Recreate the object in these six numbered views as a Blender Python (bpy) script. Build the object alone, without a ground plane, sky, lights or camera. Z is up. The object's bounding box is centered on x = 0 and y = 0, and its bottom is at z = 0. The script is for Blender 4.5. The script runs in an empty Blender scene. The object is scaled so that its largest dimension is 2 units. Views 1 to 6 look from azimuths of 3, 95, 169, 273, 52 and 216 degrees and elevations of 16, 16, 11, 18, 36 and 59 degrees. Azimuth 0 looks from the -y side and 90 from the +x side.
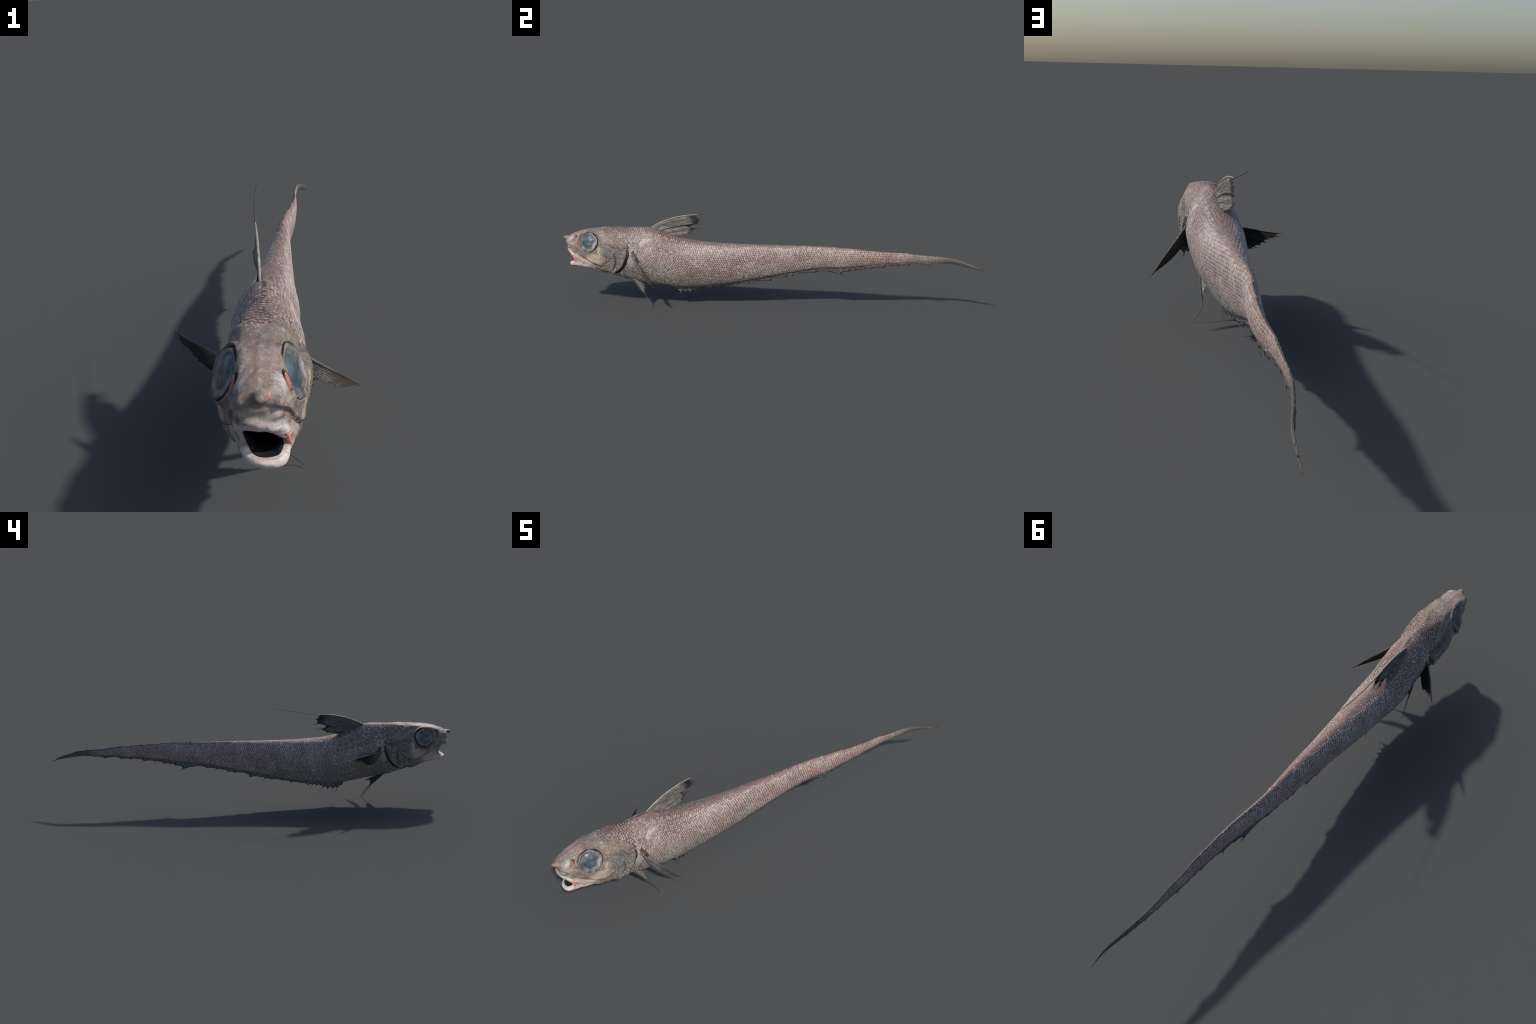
# A deep-sea rattail fish: big head with gaping mouth, large eyes, scaled body
# tapering to a whip tail, ragged fins.  x = left flank (+), y = snout (-) to tail (+), z up.
import bpy, math, random
import numpy as np
from mathutils import Vector, noise
from mathutils.bvhtree import BVHTree

rng = random.Random(7)
COL = bpy.context.scene.collection


# ------------------------------------------------------------------ helpers
def hermite(xs, ys, x):
    """Smooth curve through the points (xs, ys); ys may be vectors."""
    xs = np.asarray(xs, float); ys = np.asarray(ys, float)
    if len(xs) == 2:
        t = ((x - xs[0]) / (xs[1] - xs[0])).reshape((-1,) + (1,) * (ys.ndim - 1))
        return ys[0] + (ys[1] - ys[0]) * t
    m = np.gradient(ys, xs, axis=0)
    i = np.clip(np.searchsorted(xs, x) - 1, 0, len(xs) - 2)
    h = xs[i + 1] - xs[i]
    t = (x - xs[i]) / h
    sh = (-1,) + (1,) * (ys.ndim - 1)
    t = np.clip(t, 0, 1).reshape(sh); h = h.reshape(sh)
    return ((2*t**3 - 3*t**2 + 1) * ys[i] + (t**3 - 2*t**2 + t) * h * m[i]
            + (-2*t**3 + 3*t**2) * ys[i+1] + (t**3 - t**2) * h * m[i+1])


def smooth(a, b, x):
    t = np.clip((x - a) / (b - a), 0, 1)
    return t * t * (3 - 2 * t)


def seg_dist(P, path):
    """Distance from points P to a polyline."""
    best = np.full(len(P), 1e9)
    path = np.asarray(path, float)
    for a, b in zip(path[:-1], path[1:]):
        ab = b - a
        t = np.clip(((P - a) @ ab) / (ab @ ab), 0, 1)
        best = np.minimum(best, np.linalg.norm(P - a - t[:, None] * ab, axis=1))
    return best


def inside(P, poly):
    """Even-odd test in two dimensions."""
    poly = np.asarray(poly, float)
    r = np.zeros(len(P), bool)
    for (x1, y1), (x2, y2) in zip(poly, np.roll(poly, -1, 0)):
        c = (y1 > P[:, 1]) != (y2 > P[:, 1])
        with np.errstate(divide='ignore', invalid='ignore'):
            xi = (x2 - x1) * (P[:, 1] - y1) / (y2 - y1 + 1e-12) + x1
        r ^= c & (P[:, 0] < xi)
    return r


def new_object(name, verts, faces, mats, parent=None, slots=None, smooth_shade=True):
    me = bpy.data.meshes.new(name)
    me.from_pydata([tuple(map(float, v)) for v in verts], [], [tuple(map(int, f)) for f in faces])
    for m in (mats if isinstance(mats, (list, tuple)) else [mats]):
        me.materials.append(m)
    if slots is not None:
        me.polygons.foreach_set("material_index", np.asarray(slots, np.int32))
    if smooth_shade:
        me.polygons.foreach_set("use_smooth", np.ones(len(me.polygons), bool))
    me.update()
    ob = bpy.data.objects.new(name, me)
    COL.objects.link(ob)
    ob.parent = parent
    return ob


# ---------------------------------------------------------------- materials
class Mat:
    """Small builder for node materials on Object coordinates."""
    def __init__(self, name, base, rough=0.5, spec=0.35):
        self.m = bpy.data.materials.new(name)
        self.m.use_nodes = True
        self.nt = self.m.node_tree
        self.b = self.nt.nodes["Principled BSDF"]
        self.b.inputs["Roughness"].default_value = rough
        self.b.inputs["Specular IOR Level"].default_value = spec
        self.tc = self.nt.nodes.new("ShaderNodeTexCoord").outputs["Object"]
        rgb = self.nt.nodes.new("ShaderNodeRGB")
        rgb.outputs[0].default_value = (*base, 1)
        self.col = rgb.outputs[0]

    def node(self, kind, **kw):
        n = self.nt.nodes.new(kind)
        for k, v in kw.items():
            setattr(n, k, v)
        return n

    def link(self, a, b):
        self.nt.links.new(a, b)

    def math(self, op, a, b=None, clamp=False):
        n = self.node("ShaderNodeMath", operation=op, use_clamp=clamp)
        for i, v in enumerate((a, b)):
            if v is None:
                continue
            if isinstance(v, (int, float)):
                n.inputs[i].default_value = v
            else:
                self.link(v, n.inputs[i])
        return n.outputs[0]

    def ramp(self, v, a, b):
        n = self.node("ShaderNodeMapRange", interpolation_type='SMOOTHSTEP')
        self.link(v, n.inputs["Value"])
        n.inputs["From Min"].default_value = a
        n.inputs["From Max"].default_value = b
        return n.outputs["Result"]

    def noise(self, scale, detail=3, stretch=None, rough=0.55):
        src = self.tc
        if stretch:
            mp = self.node("ShaderNodeMapping")
            mp.inputs["Scale"].default_value = stretch
            self.link(src, mp.inputs["Vector"]); src = mp.outputs[0]
        n = self.node("ShaderNodeTexNoise")
        n.inputs["Scale"].default_value = scale
        n.inputs["Detail"].default_value = detail
        n.inputs["Roughness"].default_value = rough
        self.link(src, n.inputs["Vector"])
        return n.outputs["Fac"]

    def mix(self, fac, color, mode='MIX'):
        n = self.node("ShaderNodeMix", data_type='RGBA', blend_type=mode)
        if isinstance(fac, (int, float)):
            n.inputs[0].default_value = fac
        else:
            self.link(fac, n.inputs[0])
        self.link(self.col, n.inputs[6])
        n.inputs[7].default_value = (*color, 1)
        self.col = n.outputs[2]

    def blob(self, center, radii, color, soft=0.5, amount=1.0, wobble=0.25, wscale=60):
        """A patch of colour round a point, with a wandering edge."""
        mp = self.node("ShaderNodeMapping", vector_type='TEXTURE')
        mp.inputs["Location"].default_value = center
        mp.inputs["Scale"].default_value = radii
        self.link(self.tc, mp.inputs["Vector"])
        ln = self.node("ShaderNodeVectorMath", operation='LENGTH')
        self.link(mp.outputs[0], ln.inputs[0])
        d = ln.outputs["Value"]
        if wobble:
            d = self.math('ADD', d, self.math('MULTIPLY', self.math('SUBTRACT', self.noise(wscale), 0.5), wobble * 2))
        f = self.ramp(d, 1.0, 1.0 - soft)
        if amount != 1:
            f = self.math('MULTIPLY', f, amount)
        self.mix(f, color)

    def axis(self, which):
        s = self.node("ShaderNodeSeparateXYZ")
        self.link(self.tc, s.inputs[0])
        return s.outputs[which]

    def bump(self, h, strength=0.3, dist=0.002):
        n = self.node("ShaderNodeBump")
        n.inputs["Strength"].default_value = strength
        n.inputs["Distance"].default_value = dist
        self.link(h, n.inputs["Height"])
        self.link(n.outputs[0], self.b.inputs["Normal"])

    def done(self):
        self.link(self.col, self.b.inputs["Base Color"])
        return self.m


def speckled(name, base, dark, light, scale=120, rough=0.5, spec=0.35, amount=0.6):
    m = Mat(name, base, rough, spec)
    m.mix(m.math('MULTIPLY', m.ramp(m.noise(scale, 4), 0.48, 0.30), amount), dark)
    m.mix(m.math('MULTIPLY', m.ramp(m.noise(scale * 0.6, 3), 0.52, 0.72), amount), light)
    m.bump(m.noise(scale * 2.5, 3), 0.25, 0.0015)
    return m


def head_material():
    m = Mat("head_skin", (0.205, 0.160, 0.132), 0.52, 0.28)
    m.mix(m.math('MULTIPLY', m.ramp(m.noise(45, 4), 0.42, 0.62), 0.6), (0.26, 0.185, 0.155))
    m.mix(m.math('MULTIPLY', m.ramp(m.noise(33, 5), 0.52, 0.36), 0.9), (0.125, 0.108, 0.095))
    m.mix(m.math('MULTIPLY', m.ramp(m.noise(26, 5), 0.55, 0.70), 0.5), (0.33, 0.275, 0.245))
    # grey-green cheek and gill cover, pinkish crown, cream below the eyes
    for s in (1, -1):
        m.blob((0.075*s, -0.74, 0.255), (0.10, 0.085, 0.075), (0.095, 0.083, 0.07), 0.4, 0.95, 0.25, 40)
        m.blob((0.065*s, -0.70, 0.20), (0.06, 0.07, 0.045), (0.24, 0.225, 0.19), 0.6, 0.6, 0.3, 50)
    m.blob((0.005, -0.93, 0.375), (0.045, 0.11, 0.035), (0.275, 0.190, 0.160), 0.6, 0.8, 0.2)
    for s in (1, -1):
        m.blob((0.075*s, -0.83, 0.253), (0.05, 0.060, 0.032), (0.47, 0.395, 0.30), 0.5, 0.9, 0.25, 50)
        m.blob((0.078*s, -0.805, 0.285), (0.03, 0.018, 0.035), (0.58, 0.50, 0.37), 0.6, 0.85, 0.25, 70)
        m.blob((0.07*s, -0.795, 0.243), (0.03, 0.016, 0.022), (0.30, 0.205, 0.07), 0.7, 0.7, 0.5, 90)
        m.blob((0.07*s, -0.86, 0.262), (0.03, 0.018, 0.008), (0.33, 0.21, 0.08), 0.8, 0.6, 0.5, 90)
        m.blob((0.05*s, -0.775, 0.337), (0.03, 0.05, 0.016), (0.27, 0.20, 0.10), 0.8, 0.55, 0.5, 60)
        m.blob((0.045*s, -0.80, 0.36), (0.025, 0.03, 0.012), (0.40, 0.33, 0.25), 0.7, 0.6, 0.5, 60)
        m.blob((0.06*s, -0.775, 0.312), (0.03, 0.06, 0.012), (0.085, 0.072, 0.062), 0.9, 0.75, 0.4, 60)  # painted shading below the ridge behind the eye
        m.blob((0.05*s, -0.735, 0.338), (0.03, 0.045, 0.020), (0.27, 0.222, 0.172), 0.7, 0.75, 0.5, 70)
        m.blob((0.052*s + .008, -0.900, 0.226), (0.03, 0.062, 0.030), (0.52, 0.435, 0.39), 0.45, 0.9, 0.25, 50)
        m.blob((0.05*s, -0.925, 0.255), (0.02, 0.05, 0.022), (0.46, 0.39, 0.345), 0.6, 0.8, 0.3, 60)
    # pale muzzle, dusky under the snout
    m.blob((0.006, -0.985, 0.305), (0.06, 0.05, 0.019), (0.41, 0.37, 0.33), 0.5, 0.8, 0.35, 60)
    m.blob((0.006, -0.995, 0.318), (0.035, 0.03, 0.011), (0.17, 0.145, 0.12), 0.8, 0.7, 0.6, 110)
    m.blob((0.055, -0.95, 0.322), (0.025, 0.03, 0.016), (0.42, 0.35, 0.29), 0.6, 0.7, 0.3)
    # orange flushes on the snout, whitish sheen round the nostrils
    m.blob((0.012, -0.958, 0.358), (0.010, 0.012, 0.012), (0.50, 0.24, 0.16), 0.9, 0.6, 0.4, 80)
    m.blob((0.030, -0.972, 0.340), (0.016, 0.014, 0.010), (0.46, 0.28, 0.18), 0.9, 0.45, 0.5, 80)
    m.blob((-0.020, -0.975, 0.338), (0.016, 0.014, 0.009), (0.42, 0.23, 0.17), 0.9, 0.6, 0.4, 80)
    m.blob((0.026, -0.983, 0.333), (0.004, 0.006, 0.005), (0.5, 0.05, 0.05), 0.8, 0.9, 0.2, 80)
    for s, cx in ((1, 0.046), (-1, -0.032)):
        m.blob((cx, -0.948, 0.345), (0.012, 0.016, 0.014), (0.55, 0.50, 0.48), 0.9, 0.55, 0.4, 80)
        m.blob((cx + 0.004*s, -0.948, 0.325), (0.016, 0.016, 0.015), (0.27, 0.215, 0.20), 0.8, 0.6, 0.3, 80)
    # lips and jaws: white and pink
    m.blob((0.008, -0.960, 0.262), (0.060, 0.038, 0.037), (0.62, 0.55, 0.53), 0.25, 1.0, 0.10, 60)
    m.blob((0.010, -0.945, 0.215), (0.070, 0.075, 0.024), (0.66, 0.56, 0.52), 0.35, 1.0, 0.15, 60)
    m.blob((0.010, -0.885, 0.205), (0.085, 0.075, 0.030), (0.56, 0.475, 0.42), 0.6, 0.9, 0.3, 60)
    m.blob((0.010, -0.958, 0.2225), (0.030, 0.018, 0.006), (0.42, 0.33, 0.29), 0.8, 0.7, 0.4, 90)
    m.blob((0.052, -0.933, 0.240), (0.012, 0.012, 0.016), (0.70, 0.16, 0.17), 0.8, 0.95, 0.4, 90)
    m.blob((0.050, -0.942, 0.256), (0.010, 0.014, 0.008), (0.72, 0.30, 0.30), 0.8, 0.8, 0.4, 90)
    m.blob((-0.036, -0.930, 0.250), (0.010, 0.014, 0.014), (0.45, 0.24, 0.2), 0.8, 0.7, 0.4, 90)
    for s, cx in ((1, 0.040), (-1, -0.022)):
        m.blob((cx, -0.952, 0.346), (0.020, 0.030, 0.020), (0.50, 0.45, 0.43), 0.9, 0.7, 0.9, 70)
        m.blob((cx - 0.008*s, -0.90, 0.366), (0.012, 0.05, 0.012), (0.36, 0.30, 0.27), 0.9, 0.7, 0.8, 60)
        m.blob((cx + 0.004*s, -0.815, 0.372), (0.022, 0.030, 0.018), (0.20, 0.17, 0.125), 0.8, 0.8, 0.7, 60)
    m.blob((0.004, -0.83, 0.385), (0.030, 0.035, 0.020), (0.20, 0.18, 0.165), 0.8, 0.8, 0.6, 50)
    # whitish mottling towards the snout, dark dusting behind the eyes
    snout = m.ramp(m.axis(1), -0.87, -0.93)
    m.mix(m.math('MULTIPLY', m.math('MULTIPLY', snout, m.ramp(m.noise(75, 4), 0.48, 0.72)), 0.5), (0.46, 0.40, 0.37))
    m.mix(m.math('MULTIPLY', m.math('MULTIPLY', m.ramp(m.noise(58, 4), 0.55, 0.68), m.ramp(m.axis(2), 0.29, 0.33)), 0.6), (0.155, 0.115, 0.095))
    m.blob((0.0125, -0.996, 0.337), (0.010, 0.012, 0.011), (0.18, 0.145, 0.11), 0.7, 0.9, 0.6, 130)
    m.blob((0.004, -0.990, 0.333), (0.007, 0.010, 0.010), (0.11, 0.10, 0.09), 0.8, 0.8, 0.4, 130)  # shaded left side of the snout knob, put into the colour
    # fine grain
    m.mix(m.math('MULTIPLY', m.ramp(m.noise(230, 3), 0.47, 0.33), 0.45), (0.13, 0.11, 0.095))
    m.mix(m.math('MULTIPLY', m.ramp(m.noise(170, 3), 0.55, 0.72), 0.5), (0.52, 0.47, 0.43))
    m.bump(m.noise(260, 4), 0.35, 0.0015)
    return m.done()


def trunk_material(name):
    m = Mat(name, (0.188, 0.114, 0.098), 0.5, 0.35)
    z, y = m.axis(2), m.axis(1)
    # grey belly (height below the flank line of the front half)
    belly = m.ramp(m.math('ADD', z, m.math('MULTIPLY', m.noise(25), 0.05)), 0.225, 0.165)
    front = m.ramp(y, 0.0, -0.3)
    m.mix(m.math('MULTIPLY', m.math('MULTIPLY', belly, front), 0.8), (0.15, 0.14, 0.12))
    m.mix(m.math('MULTIPLY', m.ramp(y, 0.60, 0.88), 0.9), (0.06, 0.053, 0.046))
    # the shoulders are a darker brown than the tail
    nape = m.math('MULTIPLY', m.ramp(y, -0.30, -0.48), m.ramp(z, 0.25, 0.31))
    m.mix(m.math('MULTIPLY', nape, 0.8), (0.105, 0.067, 0.056))
    # reddish streak along the flank
    for (yy, zz, r) in ((0.05, 0.247, 0.16), (0.30, 0.268, 0.20), (0.52, 0.277, 0.16)):
        m.blob((0.03, yy, zz), (0.10, r, 0.010), (0.33, 0.12, 0.115), 0.9, 0.85, 0.4, 40)
    # dark saddle before the first dorsal fin and dark line on the back
    m.blob((0, -0.65, 0.40), (0.036, 0.13, 0.035), (0.060, 0.038, 0.036), 0.8, 0.85, 0.3, 40)
    for i in range(6):
        t = i / 5
        m.blob((float(np.interp(t, [0, 1], [-0.006, 0.004])), -0.44 + t * 0.50, 0.345 - 0.02 * t), (0.014, 0.07, 0.02), (0.12, 0.08, 0.07), 0.8, 0.6, 0.4, 40)
    m.blob((0.008, 0.12, 0.322), (0.01, 0.05, 0.01), (0.25, 0.18, 0.07), 0.8, 0.6, 0.5, 60)
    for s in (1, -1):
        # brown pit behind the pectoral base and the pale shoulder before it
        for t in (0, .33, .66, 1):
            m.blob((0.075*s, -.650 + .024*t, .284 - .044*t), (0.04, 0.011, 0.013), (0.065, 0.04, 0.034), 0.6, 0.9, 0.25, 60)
        m.blob((0.078*s, -0.668, 0.238), (0.05, 0.022, 0.045), (0.37, 0.345, 0.30), 0.5, 0.9, 0.3, 60)
    m.blob((0.06, -0.59, 0.335), (0.03, 0.06, 0.05), (0.34, 0.28, 0.26), 0.4, 0.6, 2.2, 85)
    m.mix(m.math('MULTIPLY', m.ramp(m.noise(150, 3), 0.47, 0.33), 0.5), (0.11, 0.075, 0.062))
    m.mix(m.math('MULTIPLY', m.ramp(m.noise(110, 3), 0.55, 0.75), 0.5), (0.26, 0.19, 0.165))
    m.bump(m.noise(200, 3), 0.3, 0.0015)
    return m.done()


def scale_material(name, base):
    m = Mat(name, base, 0.5, 0.3)
    d = tuple(c * 0.74 for c in base)
    l = tuple(min(1, c * 1.14) for c in base)
    m.mix(m.math('MULTIPLY', m.ramp(m.noise(14, 3), 0.50, 0.32), 0.5), d)
    m.mix(m.math('MULTIPLY', m.ramp(m.noise(20, 3), 0.52, 0.70), 0.7), l)
    m.mix(m.math('MULTIPLY', m.ramp(m.noise(260, 2), 0.46, 0.34), 0.4), d)
    for (yy, zz, r) in ((0.02, 0.245, 0.16), (0.28, 0.267, 0.20), (0.50, 0.277, 0.16)):
        m.blob((0.03, yy, zz), (0.10, r, 0.010), (0.42, 0.24, 0.235), 0.9, 0.6, 0.4, 40)
    y = m.axis(1)
    m.mix(m.math('MULTIPLY', m.ramp(y, 0.60, 0.90), 0.92), (0.085, 0.085, 0.074))
    return m.done()


def fin_material(name, base, streak, tip, y_tip=None, along=(1, 1, 1)):
    m = Mat(name, base, 0.5, 0.3)
    m.mix(m.math('MULTIPLY', m.ramp(m.noise(70, 3, along), 0.52, 0.36), 0.8), tuple(c * 0.45 for c in base))
    m.mix(m.math('MULTIPLY', m.ramp(m.noise(90, 3, along), 0.52, 0.70), 0.5), streak)
    if y_tip:
        t = m.math('ADD', m.axis(1), m.math('MULTIPLY', m.noise(60, 3, (1, 0.3, 2)), 0.05))
        m.mix(m.ramp(t, *y_tip), tip)
    m.bump(m.noise(150, 3, along), 0.3, 0.001)
    return m.done()


M_head = head_material()
M_trunk = trunk_material("trunk_skin")
M_mouth = speckled("mouth_lining", (0.016, 0.016, 0.019), (0.006, 0.006, 0.008), (0.04, 0.04, 0.045), 60, 0.5).done()
M_pale = scale_material("scale_pale", (0.41, 0.355, 0.338))
M_pink = scale_material("scale_pink", (0.375, 0.297, 0.280))
M_grey = scale_material("scale_grey", (0.325, 0.300, 0.280))
M_brown = scale_material("scale_brown", (0.280, 0.210, 0.190))
M_dusk = scale_material("scale_dusky", (0.19, 0.18, 0.155))
M_chalk = scale_material("scale_chalky", (0.46, 0.405, 0.385))
M_back = scale_material("scale_dark_back", (0.235, 0.172, 0.155))
SCALES = [M_pale, M_pink, M_grey, M_brown, M_dusk, M_chalk, M_back]
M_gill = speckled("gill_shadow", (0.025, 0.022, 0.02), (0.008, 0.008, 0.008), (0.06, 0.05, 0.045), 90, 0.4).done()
M_crease = speckled("brown_crease", (0.075, 0.058, 0.045), (0.03, 0.025, 0.02), (0.15, 0.12, 0.09), 90, 0.5).done()
M_finL = fin_material("fin_membrane", (0.125, 0.117, 0.107), (0.34, 0.335, 0.325), (0.02, 0.019, 0.017), (-0.385, -0.335), (3, 0.35, 3))
M_pec = fin_material("pectoral_membrane", (0.135, 0.128, 0.122), (0.29, 0.285, 0.28), (0.055, 0.042, 0.034), (-0.60, -0.55), (2, 1, 3))
M_pecR = fin_material("pectoral_outer_dark", (0.13, 0.12, 0.115), (0.22, 0.21, 0.20), (0.02, 0.019, 0.018), (-0.62, -0.56), (2, 1, 3))
M_black = fin_material("fin_black", (0.022, 0.021, 0.021), (0.04, 0.039, 0.038), (0.012, 0.012, 0.012))
M_finV = fin_material("anal_membrane", (0.10, 0.098, 0.094), (0.36, 0.37, 0.37), (0.02, 0.02, 0.02), None, (1, .8, 3))
M_pel = fin_material("pelvic_membrane", (0.19, 0.18, 0.17), (0.36, 0.36, 0.36), (0.02, 0.02, 0.02), None, (1.5, 2, 1.5))
M_fil = speckled("fin_filament", (0.06, 0.052, 0.045), (0.02, 0.02, 0.02), (0.14, 0.12, 0.10), 60).done()
M_spine = speckled("leading_spine", (0.30, 0.27, 0.23), (0.13, 0.11, 0.09), (0.5, 0.47, 0.42), 60).done()


# ------------------------------------------------------------ the body skin
# Head rings run from deep in the throat, out over the lips and back over the face.
# Each row: (x centre above, x centre below) then, for crown, shoulder, upper side,
# side, lower side, throat edge, chin: (half width, y, z).
def R(cx, *pts):
    return cx, pts

HEAD = [
    R((.006, .012), (0, -.850, .262), (.012, -.850, .260), (.018, -.850, .252), (.020, -.850, .242), (.018, -.850, .232), (.011, -.850, .226), (0, -.850, .224)),
    R((.004, .014), (0, -.905, .268), (.014, -.903, .266), (.022, -.900, .258), (.025, -.895, .244), (.022, -.900, .232), (.013, -.905, .224), (0, -.907, .222)),
    R((.004, .015), (0, -.950, .269), (.015, -.947, .268), (.024, -.940, .260), (.028, -.928, .246), (.023, -.938, .232), (.014, -.945, .224), (0, -.948, .2215)),
    R((.004, .016), (0, -.966, .271), (.016, -.962, .270), (.026, -.952, .2605), (.0315, -.934, .245), (.025, -.945, .228), (.016, -.955, .2225), (0, -.958, .2205)),
    R((.004, .017), (0, -.976, .2755), (.019, -.971, .274), (.0325, -.957, .2635), (.0385, -.937, .246), (.033, -.950, .2225), (.020, -.964, .217), (0, -.970, .2145)),
    R((.004, .016), (0, -.981, .284), (.022, -.976, .282), (.038, -.957, .270), (.0420, -.936, .246), (.0350, -.948, .216), (.022, -.961, .209), (0, -.967, .207)),
    R((.005, .014), (0, -.977, .294), (.026, -.973, .291), (.041, -.952, .277), (.0430, -.930, .248), (.0355, -.936, .212), (.023, -.946, .204), (0, -.951, .2025)),
    R((.007, .012), (0, -.977, .306), (.029, -.973, .303), (.043, -.950, .288), (.0455, -.923, .252), (.0370, -.921, .2105), (.024, -.927, .203), (0, -.929, .201)),
    R((.009, .011), (0, -.980, .322), (.031, -.972, .318), (.045, -.947, .302), (.0500, -.913, .256), (.0405, -.902, .209), (.026, -.904, .2005), (0, -.905, .1985)),
    R((.010, .010), (0, -.979, .335), (.031, -.969, .332), (.0455, -.941, .318), (.0550, -.901, .262), (.0450, -.881, .208), (.028, -.880, .195), (0, -.880, .192)),
    R((.011, .006), (0, -.966, .3470), (.0285, -.957, .344), (.0455, -.929, .329), (.0620, -.883, .268), (.0515, -.857, .207), (.031, -.852, .189), (0, -.852, .185)),
    R((.010, .003), (0, -.943, .3570), (.028, -.934, .355), (.046, -.908, .337), (.068, -.861, .274), (.0580, -.833, .207), (.034, -.826, .183), (0, -.825, .178)),
    R((.009, .001), (0, -.910, .3670), (.029, -.905, .365), (.0495, -.884, .345), (.0730, -.837, .281), (.0630, -.808, .207), (.036, -.802, .178), (0, -.800, .1705)),
    R((.008, .001), (0, -.870, .3750), (.029, -.867, .373), (.0525, -.849, .350), (.0770, -.811, .285), (.062, -.784, .206), (.034, -.778, .172), (0, -.776, .1625)),
    R((.007, .003), (0, -.825, .3815), (.0275, -.823, .378), (.0515, -.811, .352), (.0795, -.784, .285), (.0635, -.762, .204), (.034, -.756, .166), (0, -.754, .155)),
    R((.006, .003), (0, -.780, .3855), (.0265, -.779, .381), (.0505, -.771, .350), (.0800, -.753, .281), (.0630, -.738, .200), (.034, -.733, .159), (0, -.731, .148)),
    R((.004, .004), (0, -.735, .3885), (.0265, -.734, .383), (.0495, -.729, .349), (.0790, -.721, .275), (.0625, -.712, .193), (.034, -.709, .152), (0, -.708, .1415)),
]
# Body rings: y, x centre, back height, belly height, half width, lean of the blade
# (radians), and how much fuller the upper half is than the lower
BODY = [
    (-.690, .0042, .3900, .1370, .0750, .03, -.22), (-.640, .0050, .3925, .1265, .0745, .01, -.22),
    (-.595, .0045, .3935, .1190, .0745, .0, -.18), (-.560, .0025, .386, .1130, .0740, .01, -.10),
    (-.520, .0, .3705, .1075, .0722, .02, .02), (-.485, -.0022, .356, .1020, .0690, .022, .13),
    (-.450, -.002, .3445, .0975, .0670, .028, .22), (-.400, .000, .3345, .0975, .0635, .045, .31),
    (-.350, .0015, .3285, .1020, .0595, .055, .34), (-.250, .0045, .3225, .1155, .0500, .055, .31),
    (-.100, .0102, .3208, .1440, .0368, .07, .29), (.050, .0155, .3218, .1778, .0266, .11, .20),
    (.200, .0205, .3212, .2088, .0180, .09, .05), (.350, .0380, .3183, .2250, .0152, .08, -.08),
    (.500, .0474, .3093, .2450, .0102, .165, -.12), (.620, .0480, .3042, .2570, .0060, .178, -.05),
    (.720, .0523, .2938, .2640, .0043, .17, -.05), (.800, .0582, .2895, .2662, .0036, .14, 0),
    (.860, .0688, .2790, .2612, .0028, .10, 0), (.920, .0820, .2615, .2490, .0026, .06, 0),
    (.960, .0845, .2485, .2410, .0018, .04, 0), (.994, .0848, .2345, .2310, .0008, .02, 0),
]
ANG = np.radians([0, 30, 60, 90, 120, 150, 180])


def head_ring(cx, pts, k=0):
    left, right = [], []
    for i, (w, y, z) in enumerate(pts):
        c = cx[0] + (cx[1] - cx[0]) * smooth(1, 5, np.array(float(i)))
        left.append((c + w, y, z)); right.append((c - w, y, z))
    return left + right[5:0:-1]


def body_ring(y, cx, zt, zb, w, tilt, pear):
    zc, h = (zt + zb) / 2, (zt - zb) / 2
    full = float(np.interp(y, [-.7, -.1, .4], [2.0, 2.0, 1.9]))
    half = []
    for a in ANG:
        s, c = math.sin(a), math.cos(a)
        X = w * abs(s) ** (2 / full) * (1 + (pear * c if c > 0 or pear > 0 else .15 * c))
        Z = h * math.copysign(abs(c) ** (2 / full), c)
        half.append((X, Z))
    ring = half + [(-X, Z) for X, Z in half[5:0:-1]]
    ct, st = math.cos(tilt), math.sin(tilt)
    # on the fore part the rings lean so that they follow the gill cover
    lean = float(np.interp(y, [-.70, -.60], [1, 0]))
    return [(cx + X * ct + Z * st, y - lean * .018 * (Z / h if Z < 0 else 0) ** 2, zc - X * st + Z * ct) for X, Z in ring]


def droop(ring, k):
    # the upper lip hangs lower on the left side
    if 2 <= k <= 6:
        f = 1 if k < 6 else .5
        ring = [(x, y, z - f * (.17 * (x - .0075) if z > .236 else 0)) for x, y, z in ring]
    return ring


net = np.array([droop(head_ring(*r, k), k) for k, r in enumerate(HEAD)] + [body_ring(*b) for b in BODY])
NH = len(HEAD)
# round each ring
NA = 192
ext = np.concatenate([net[:, -3:], net, net[:, :4]], 1)
u = np.arange(-3, 16)
fine = hermite(u, ext.transpose(1, 0, 2), np.linspace(0, 12, NA, endpoint=False)).transpose(1, 0, 2)
# along the body
step = np.linalg.norm(np.diff(fine, axis=0), axis=2).mean(1)
knots = np.concatenate([[0], np.cumsum(step)])
k_face = knots[NH - 1]
n_head, n_body = 190, 460
t_rows = np.concatenate([np.linspace(0, k_face, n_head, endpoint=False), np.linspace(k_face, knots[-1], n_body)])
GRID = hermite(knots, fine, t_rows)                 # rows x NA x 3
NR = len(t_rows)
row_rim = int(np.searchsorted(t_rows, knots[3]))    # the lip edge


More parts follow.
